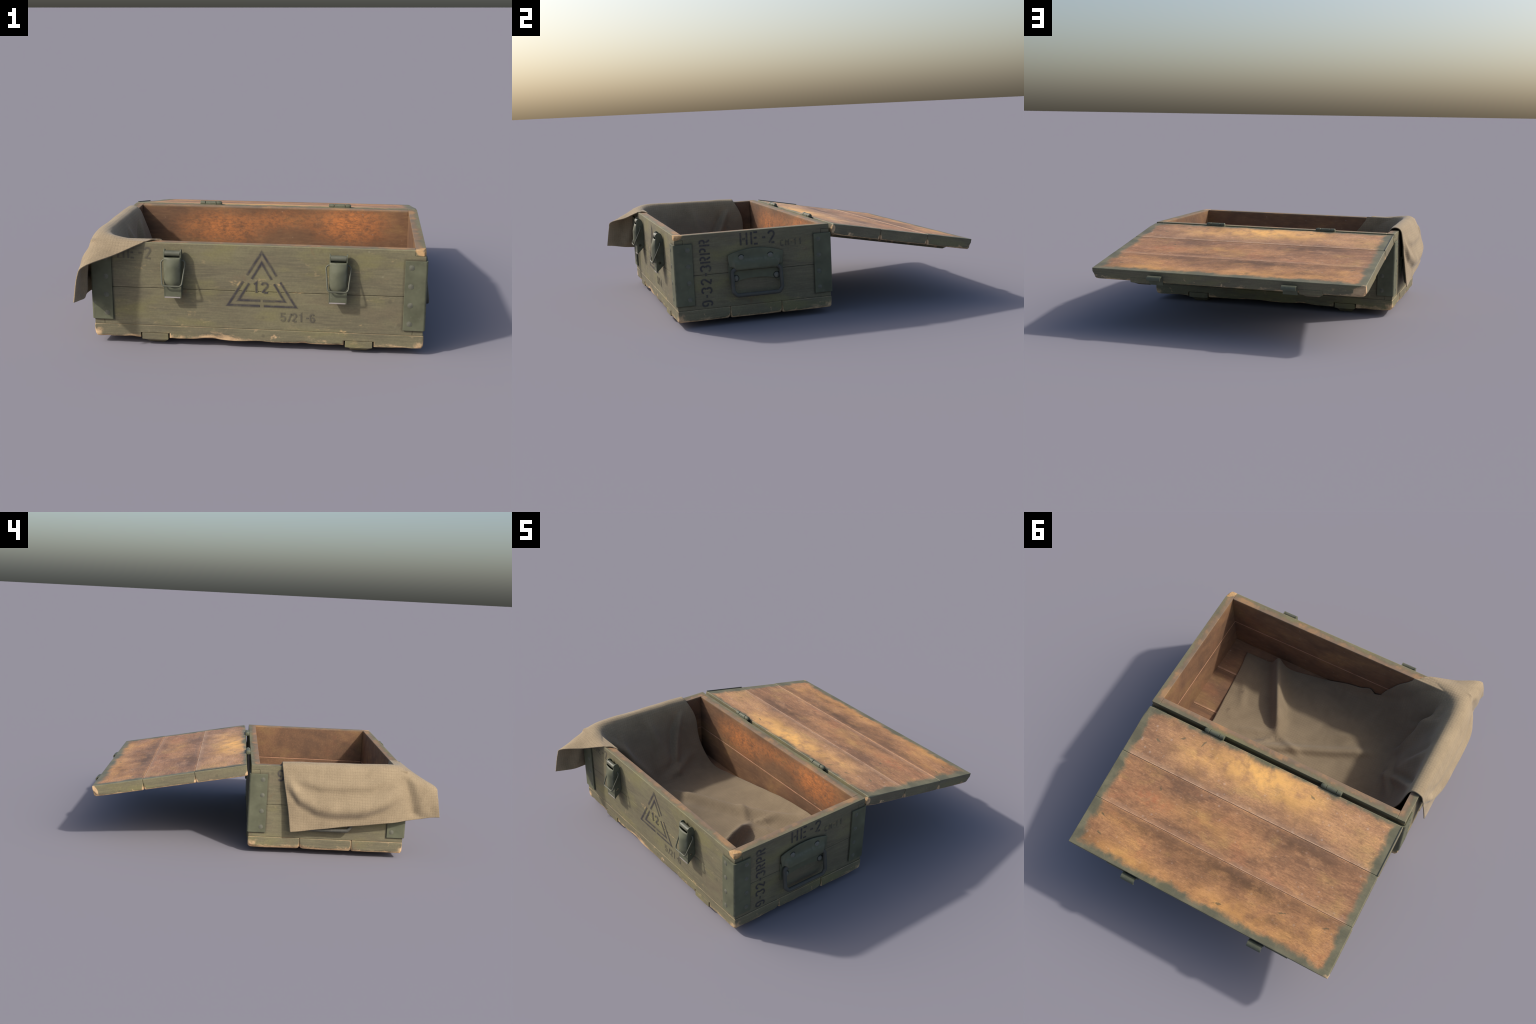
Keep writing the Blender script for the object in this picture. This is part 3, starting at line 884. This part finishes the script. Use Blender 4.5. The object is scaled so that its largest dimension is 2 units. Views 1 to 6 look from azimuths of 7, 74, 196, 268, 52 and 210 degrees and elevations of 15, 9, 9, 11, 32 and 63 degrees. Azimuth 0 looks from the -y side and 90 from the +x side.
on_lid("lid_edge_strip", box("lid_edge_strip", (LX0 + .0025, 0.002, -.001), (LX0 + .0065, 0.293, 0.0042), 0.0006), M_DARK)

# hooked catches at the free edge, where the latch loops used to grip
for cx in (0.405, -0.368):
    P = [(LID_L + .003, -.0745), (LID_L + .003, -.044), (LID_L + .005, -.030), (LID_L + .013, -.0205), (LID_L + .029, -.0195), (LID_L + .0385, -.0260), (LID_L + .0405, -.038)]
    P = [(p.x, p.y) for p in rounded([(y, z, 0) for y, z in P], 0.006, 3)]
    nrm = []
    for i in range(len(P)):
        a, b = Vector(P[max(i - 1, 0)]), Vector(P[min(i + 1, len(P) - 1)])
        t = (b - a).normalized()
        nrm.append((-t.y, t.x))
    th = 0.0026
    pts = [(p[0] + n[0] * th, p[1] + n[1] * th) for p, n in zip(P, nrm)] + [(p[0] - n[0] * th, p[1] - n[1] * th) for p, n in reversed(list(zip(P, nrm)))]
    on_lid("catch", extrude("catch", pts, 0, cx - .0405, cx + .0405, 0.0008), M_LATCH)

# --- hinges
for cx in (0.372, -0.350):
    hx = 0.0605
    hy, hz, hr = 0.0885, 0.5135, 0.0130
    base = link("hinge", box("hinge", (cx - hx, Y1 + 0.0006, 0.372), (cx + hx, Y1 + 0.0052, 0.509), 0.001), M_LATCH, crate)
    wrap = [(Y1 + .0006, .500), (Y1 + .0052, .500), (hy - .004, hz - .002), (hy - .006, hz + .004), (Y1 + .0006, .516)]
    link("hinge_leaf", extrude("hinge_leaf", wrap, 0, cx - hx * .5, cx + hx * .5, 0.0005), M_LATCH, base)
    wing = [(hy + .004, hz - .004), (.0975, .500), (.0885, .435), (.0935, .434), (.101, .500), (hy + .008, hz + .004)]
    link("hinge_leaf", extrude("hinge_leaf", wing, 0, cx - hx, cx + hx, 0.0005), M_LATCH, base)
    cuts = (-hx, -hx * .50, hx * .50, hx)
    for i, (a, b) in enumerate(zip(cuts, cuts[1:])):
        rr = hr if i != 1 else hr * 0.96
        prof = [(a + .0008, rr * .80), (a + .0028, rr), (b - .0028, rr), (b - .0008, rr * .80)]
        if i == 2:
            prof[-2:] = [(b - .012, rr * 1.03), (b - .003, rr * .90), (b + .002, rr * .55)]
        V, F, S = [], [], 18
        for x, r in prof:
            for k in range(S):
                t = math.tau * k / S
                V.append((cx + x, hy + r * math.cos(t), hz + r * math.sin(t)))
        for m in range(len(prof) - 1):
            for k in range(S):
                q, w = m * S + k, m * S + (k + 1) % S
                F.append((q, w, w + S, q + S))
        F += [tuple(range(S))[::-1], tuple((len(prof) - 1) * S + k for k in range(S))]
        link("hinge_knuckle", raw("hinge_knuckle", V, F), M_LATCH, base, True)


# ------------------------------------------------------------------ stencilled markings
def arc(cx, cy, rx, ry, a0, a1, n=8):
    return [(cx + rx * math.cos(math.radians(a0 + (a1 - a0) * i / n)), cy + ry * math.sin(math.radians(a0 + (a1 - a0) * i / n))) for i in range(n + 1)]


GLYPH = {   # centre lines in a cell 0.5 wide and 1 high; stencil bridges are left open
    "H": [[(0, 0), (0, 1)], [(.5, 0), (.5, 1)], [(.13, .5), (.37, .5)]],
    "E": [[(0, 0), (0, 1)], [(.20, .97), (.52, .97)], [(.20, .52), (.45, .52)], [(.20, .03), (.52, .03)]],
    "-": [[(.0, .5), (.29, .5)]],
    "2": [arc(.25, .74, .24, .24, 175, -30, 9) + [(.10, .10), (.05, .02)], [(.22, .03), (.5, .03)]],
    "C": [arc(.26, .74, .25, .24, 30, 180, 7) + arc(.26, .26, .25, .24, 180, 330, 7)],
    "M": [[(0, 0), (0, 1)], [(.55, 0), (.55, 1)], [(.13, .85), (.275, .45), (.42, .85)]],
    "1": [[(.06, .80), (.26, .97), (.26, 0)]],
    "R": [[(0, 0), (0, 1)], [(.18, .97), (.30, .97)] + arc(.30, .74, .2, .23, 75, -75, 7) + [(.18, .51)], [(.28, .36), (.50, 0)]],
    "P": [[(0, 0), (0, 1)], [(.18, .97), (.30, .97)] + arc(.30, .72, .2, .25, 75, -75, 7) + [(.18, .47)]],
    "3": [arc(.22, .75, .25, .22, 165, -60, 9), arc(.22, .27, .27, .25, 60, -165, 9)],
    "9": [[(.30, .42)] + arc(.25, .70, .24, .27, 250, 30, 10) + [(.49, .62), (.49, .34)] + arc(.26, .28, .23, .26, 0, -150, 6)],
    "5": [[(.48, .97), (.05, .97), (.04, .58)] + arc(.23, .32, .26, .30, 110, -150, 9)],
    "6": [[(.20, .58)] + arc(.25, .30, .24, .27, 70, -150, 10) + [(.01, .38), (.01, .66)] + arc(.24, .72, .23, .26, 180, 30, 6)],
    "/": [[(.02, -.04), (.42, 1.02)]],
    "'": [[(.1, 1), (.1, .9)]],
}


def ribbon(line, w):
    """Mitred flat band along a 2-D line."""
    P = [Vector(p) for p in line]
    left, right = [], []
    for i, p in enumerate(P):
        a = (p - P[i - 1]).normalized() if i else None
        b = (P[i + 1] - p).normalized() if i < len(P) - 1 else None
        t = (a + b).normalized() if a is not None and b is not None and (a + b).length > 1e-6 else (a if a is not None else b)
        n = Vector((-t.y, t.x))
        k = 1.0
        if a is not None and b is not None:
            k = 1 / max(0.42, n.dot(Vector((-a.y, a.x))))
        left.append(p + n * w * k / 2)
        right.append(p - n * w * k / 2)
    return left, right


def marking(lines, width, origin, ux, uy, out, ink=None, mid=None, halo=None):
    """Paint lines (2-D, metres) on the board plane given by origin and two directions."""
    origin, ux, uy, out = Vector(origin), Vector(ux), Vector(uy), Vector(out)
    for w, lift, mat in ((width * 1.30, 0.0005, halo or M_HALO), (width * 0.92, 0.0009, mid or M_MID), (width * 0.52, 0.0013, ink or M_INK)):
        V, F = [], []
        for ln in lines:
            ext = []
            L, R = ribbon(ln, w)
            s = len(V)
            for l, r in zip(L, R):
                V += [origin + ux * l.x + uy * l.y + out * lift, origin + ux * r.x + uy * r.y + out * lift]
            for i in range(len(L) - 1):
                a = s + 2 * i
                F.append((a, a + 1, a + 3, a + 2))
        me = bpy.data.meshes.new("stencil_marking")
        me.from_pydata(V, [], F)
        nrm = me.polygons[0].normal if len(me.polygons) else out
        if nrm.dot(out) < 0:
            me.flip_normals()
        link("stencil_marking", me, mat, crate)


def text(s, height, pitch, squeeze=1.0):
    """Centre lines of a word, and its length."""
    lines, x = [], 0.0
    for ch in s:
        for ln in GLYPH[ch]:
            lines.append([((x + p[0] * squeeze) * height, p[1] * height) for p in ln])
        x += (pitch if ch not in "-/" else pitch * 0.60)
    return lines


FRONT = ((1, 0, 0), (0, 0, 1), (0, -1, 0))
RIGHT = ((0, 1, 0), (0, 0, 1), (1, 0, 0))
RIGHT_UP = ((0, 0, 1), (0, -1, 0), (1, 0, 0))
LEFT = ((0, -1, 0), (0, 0, 1), (-1, 0, 0))


def triangle(ax, az, bl, br, bz, w):
    A, B, C = Vector((ax, az)), Vector((bl, bz)), Vector((br, bz))
    on = lambda p, q, t: tuple(p + (q - p) * t)
    s = 0.47
    return [[on(A, B, .43), tuple(A), on(A, C, .43)], [on(A, B, .545), tuple(B), on(B, C, s)], [on(C, B, s), tuple(C), on(A, C, .545)]]


marking(triangle(.0375, .479, -.123, .199, .2165, .01) + triangle(.0375, .428, -.072, .146, .2425, .01), .0120, (0, Y0, 0), *FRONT)
marking(text("12", .050, .80, 1.15), .0115, (-.002, Y0, .2815), *FRONT)
marking(text("5/21-6", .040, .82), .0085, (.130, Y0, .1445), *FRONT, M_FAINT, M_FAINT_MID, M_FAINT_HALO)
marking(text("HE-2", .054, .92), .0105, (-.648, Y0, .4315), *FRONT, M_FAINT, M_FAINT_MID, M_FAINT_HALO)
marking(text("HE-2", .068, .89), .0115, (X1, -.438, .4300), *RIGHT)
marking(text("CM-11", .032, .92), .0078, (X1, -.212, .4085), *RIGHT, M_FAINT, M_FAINT_MID, M_FAINT_HALO)
marking(text("9-32-3RPR", .056, .83), .0110, (X1, -.613, .1120), *RIGHT_UP)
marking(text("9-32-3RPR", .060, .83), .0120, (X0, -.078, .4250), *LEFT)

# ------------------------------------------------------------------ the cloth
# Cross-sections from the back hem to the front hem.  Each runs from the outside hem,
# up over the left rim, down the inside and along the floor to the inner hem.
SECTIONS = [
    [(-.827, -.157, .144), (-.815, -.138, .28), (-.800, -.112, .42), (-.784, -.098, .515), (-.722, -.095, .517), (-.688, -.046, .40), (-.625, -.054, .25), (-.505, -.030, .118), (-.320, .012, .106), (-.020, .012, .165), (.260, .012, .212), (.530, .000, .235)],
    [(-.832, -.330, .168), (-.835, -.310, .30), (-.815, -.290, .44), (-.784, -.270, .520), (-.722, -.265, .520), (-.690, -.260, .40), (-.605, -.250, .25), (-.490, -.220, .119), (-.280, -.190, .112), (.000, -.160, .128), (.280, -.130, .142), (.565, -.150, .135)],
    [(-.835, -.520, .196), (-.842, -.500, .32), (-.820, -.480, .45), (-.784, -.460, .522), (-.722, -.450, .522), (-.675, -.440, .40), (-.578, -.420, .24), (-.468, -.390, .115), (-.220, -.360, .112), (.050, -.330, .106), (.320, -.330, .106), (.595, -.360, .104)],
    [(-.835, -.720, .222), (-.836, -.700, .34), (-.814, -.670, .46), (-.784, -.640, .526), (-.720, -.620, .524), (-.650, -.600, .40), (-.553, -.570, .245), (-.440, -.540, .118), (-.180, -.520, .110), (.080, -.500, .106), (.350, -.500, .106), (.610, -.520, .104)],
    [(-.803, -.870, .243), (-.803, -.850, .365), (-.796, -.812, .46), (-.758, -.765, .526), (-.690, -.725, .520), (-.600, -.695, .40), (-.510, -.670, .26), (-.380, -.650, .15), (-.150, -.630, .112), (.090, -.610, .106), (.360, -.600, .106), (.620, -.610, .104)],
    [(-.803, -.945, .255), (-.803, -.928, .38), (-.778, -.903, .448), (-.700, -.835, .500), (-.600, -.775, .518), (-.530, -.745, .44), (-.430, -.738, .31), (-.300, -.735, .20), (-.100, -.715, .13), (.100, -.690, .108), (.370, -.660, .106), (.630, -.655, .104)],
    [(-.814, -.998, .261), (-.797, -.980, .383), (-.766, -.967, .429), (-.650, -.885, .463), (-.519, -.808, .511), (-.452, -.757, .513), (-.364, -.750, .407), (-.245, -.750, .225), (-.050, -.750, .165), (.100, -.745, .108), (.380, -.700, .106), (.634, -.695, .104)],
]


def spline(A, n):
    """Catmull-Rom through the first axis of A, n samples."""
    A = np.asarray(A, float)
    m = len(A)
    P = np.concatenate([(2 * A[:1] - A[1:2]), A, (2 * A[-1:] - A[-2:-1])])
    t = np.linspace(0, m - 1, n)
    i = np.minimum(t.astype(int), m - 2)
    f = (t - i).reshape((-1,) + (1,) * (A.ndim - 1))
    a, b, c, d = P[i], P[i + 1], P[i + 2], P[i + 3]
    return 0.5 * (2 * b + (c - a) * f + (2 * a - 5 * b + 4 * c - d) * f ** 2 + (3 * b - a - 3 * c + d) * f ** 3)


def to_line(x, y, pts):
    """Signed distance to a polyline in plan and the place along it (0..1)."""
    best = np.full(x.shape, 1e9)
    sd, al = np.zeros(x.shape), np.zeros(x.shape)
    L = [math.dist(a, b) for a, b in zip(pts, pts[1:])]
    tot, run = sum(L), 0.0
    for (a, b), l in zip(zip(pts, pts[1:]), L):
        ux, uy = (b[0] - a[0]) / l, (b[1] - a[1]) / l
        s = np.clip((x - a[0]) * ux + (y - a[1]) * uy, 0, l)
        dx, dy = x - a[0] - ux * s, y - a[1] - uy * s
        d = np.hypot(dx, dy)
        k = d < best
        best = np.where(k, d, best)
        sd = np.where(k, np.sign(dx * uy - dy * ux) * d, sd)
        al = np.where(k, (run + s) / tot, al)
        run += l
    return sd, al


def make_cloth():
    nu, nv = 300, 170
    S = spline(np.array(SECTIONS), nv)                       # rows
    S = spline(S.transpose(1, 0, 2), nu).transpose(1, 0, 2)  # columns
    x, y, z = S[..., 0].copy(), S[..., 1].copy(), S[..., 2].copy()
    u = np.linspace(0, 11, nu)[None, :] * np.ones((nv, 1))
    sm = lambda a, b, t: (lambda q: q * q * (3 - 2 * q))(np.clip((t - a) / (b - a), 0, 1))
    # --- swags hanging outside the left end
    hang = sm(3.2, 2.2, u)
    hemfade = sm(0.0, 0.35, u)
    bell = lambda t, w: np.exp(-(t / w) ** 2)
    zz = lambda ys, zs: np.interp(-y, ys, zs)
    t1 = z - zz([.10, .15, .20, .30, .42, .55, .66, .80], [.40, .36, .30, .25, .235, .245, .285, .36])
    t2 = z - zz([.10, .20, .32, .44, .60, .75], [.46, .41, .385, .385, .40, .46])
    in1 = sm(.10, .18, -y) * sm(.80, .66, -y)
    d = in1 * (0.020 * bell(t1 - .044, .046) - 0.007 * bell(t1 + .002, .026))
    d += sm(.14, .26, -y) * sm(.76, .62, -y) * (0.008 * bell(t2 - .028, .032) - 0.004 * bell(t2, .022))
    cr = (-y - .80) - (.44 - z) * .30                        # upright crease near the front corner
    d += sm(.20, .28, z) * sm(.50, .44, z) * (-0.014 * bell(cr, .030) + 0.009 * bell(cr - .06, .035))
    x -= d * hang * hemfade
    # --- folds lying on the floor
    flat = sm(6.6, 7.4, u)
    sd, al = to_line(x, y, [(.425, -.76), (.40, -.68), (.33, -.55), (.245, -.39), (.165, -.235)])
    h = np.interp(al, [0, .25, .6, .80, 1], [.088, .098, .100, .075, .0])
    ridge = h * np.where(sd > 0, np.exp(-(np.abs(sd) / .030) ** 1.7), np.exp(-(np.abs(sd) / .034) ** 1.5))
    z += ridge * flat
    sd, al = to_line(x, y, [(-.42, -.43), (-.20, -.315), (.10, -.175), (.40, -.03)])
    z += flat * np.interp(al, [0, .15, .8, 1], [0, 1, 1, .3]) * (.032 * np.where(sd > 0, bell(sd, .045), bell(sd, .020)) - .006 * bell(sd - .05, .03))
    for (a, b), hh, w in ((((.16, -.25), (-.02, -.18)), .016, .022), (((.17, -.24), (.26, -.12)), .014, .018), (((.20, -.26), (.42, -.16)), .012, .020), (((.55, -.52), (.47, -.33)), .010, .025), (((-.10, -.40), (-.34, -.52)), .008, .03)):
        sd, al = to_line(x, y, [a, b])
        z += flat * hh * np.sin(np.pi * np.clip(al * .86 + .07, 0, 1)) * bell(sd, w)
    # notch where the front hem turns from the wall to the floor
    hem = sm(.90, 1.0, np.linspace(0, 1, nv)[:, None] * np.ones((1, nu)))
    z -= hem * .050 * np.exp(-((x + .245) / .030) ** 2)
    z += hem * .022 * np.exp(-((x + .190) / .035) ** 2)
    # --- long soft valleys running down from the rim into the crate
    down = sm(4.2, 5.2, u) * sm(7.4, 6.2, u)
    k = np.linspace(0, 1, nv)[:, None]
    z += down * (.014 * np.sin(k * 14 + u * .6) + .007 * np.sin(k * 27 + 1.2 + u))
    # --- crossing creases on the part that slopes down from the rim
    slope = sm(4.3, 4.9, u) * sm(7.6, 6.8, u)
    for (a, b), hh, w in ((((-.72, .50), (-.47, .14)), .026, .026), (((-.60, .49), (-.62, .20)), .013, .026), (((-.14, .47), (-.30, .16)), .022, .022),
                          (((-.40, .50), (-.36, .28)), .012, .026), (((-.15, .20), (-.42, .13)), .012, .022)):
        sd, al = to_line(y, z, [a, b])
        bump = hh * np.sin(np.pi * np.clip(al * .8 + .1, 0, 1)) * (bell(sd, w) - .6 * bell(sd - 1.6 * w, w))
        x += slope * bump
        z += slope * bump * .6
    # --- gentle unevenness everywhere
    wav = np.array([[noise.noise(Vector((S[j, i, 0] * 9, S[j, i, 1] * 9, S[j, i, 2] * 9))) for i in range(0, nu, 4)] for j in range(0, nv, 4)])
    wav = spline(spline(wav, nv).T, nu).T
    z += .0035 * wav
    x += .003 * wav * hang
    # --- keep the cloth off the boards
    off = 0.0035
    low = z < ZT + off
    x = np.where((u < 2.95) & low & (x > X0 - .004) & (y > Y0), X0 - .004, x)
    topz = sm(2.6, 3.0, u) * sm(4.3, 4.0, u)
    over = (x > X0 - .004) & (x < xi0 + .004) & (y > Y0 - .004) & (u >= 2.5) & (u < 4.6)
    over |= (y > Y0 - .004) & (y < yi0 + .004) & (u >= 2.2) & (u < 5.2) & (x > X0)
    z = np.where(over & (z < ZT + off), np.maximum(z, ZT + off), z)
    flatten = sm(-.70, -.54, x) * sm(Y0 - .03, Y0, y) * sm(yi0 + .03, yi0 + .005, y) * (u > 2) * (u < 5.6)
    z = z + (np.minimum(z, ZT + .009) - z) * flatten
    ins = u > 4.4
    y = np.where(ins & (z < ZT), np.clip(y, yi0 + off, yi1 - off), y)
    x = np.where(ins & (z < ZT), np.clip(x, xi0 + off, xi1 - off), x)
    z = np.where(u > 5, np.maximum(z, ZF + off), z)
    verts = np.stack([x, y, z], -1).reshape(-1, 3)
    idx = np.arange(nu * nv).reshape(nv, nu)
    faces = np.stack([idx[:-1, :-1], idx[:-1, 1:], idx[1:, 1:], idx[1:, :-1]], -1).reshape(-1, 4)
    me = bpy.data.meshes.new("canvas_cloth")
    me.from_pydata(verts.tolist(), [], faces.tolist())
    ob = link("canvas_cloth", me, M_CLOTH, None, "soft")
    s = ob.modifiers.new("soft", "SMOOTH")
    s.factor, s.iterations = 0.5, 4
    sol = ob.modifiers.new("thick", "SOLIDIFY")
    sol.thickness, sol.offset = 0.005, 0
    ob["label"] = "tan canvas cloth draped over the crate end and floor"
    ob["category"] = "cloth"


make_cloth()
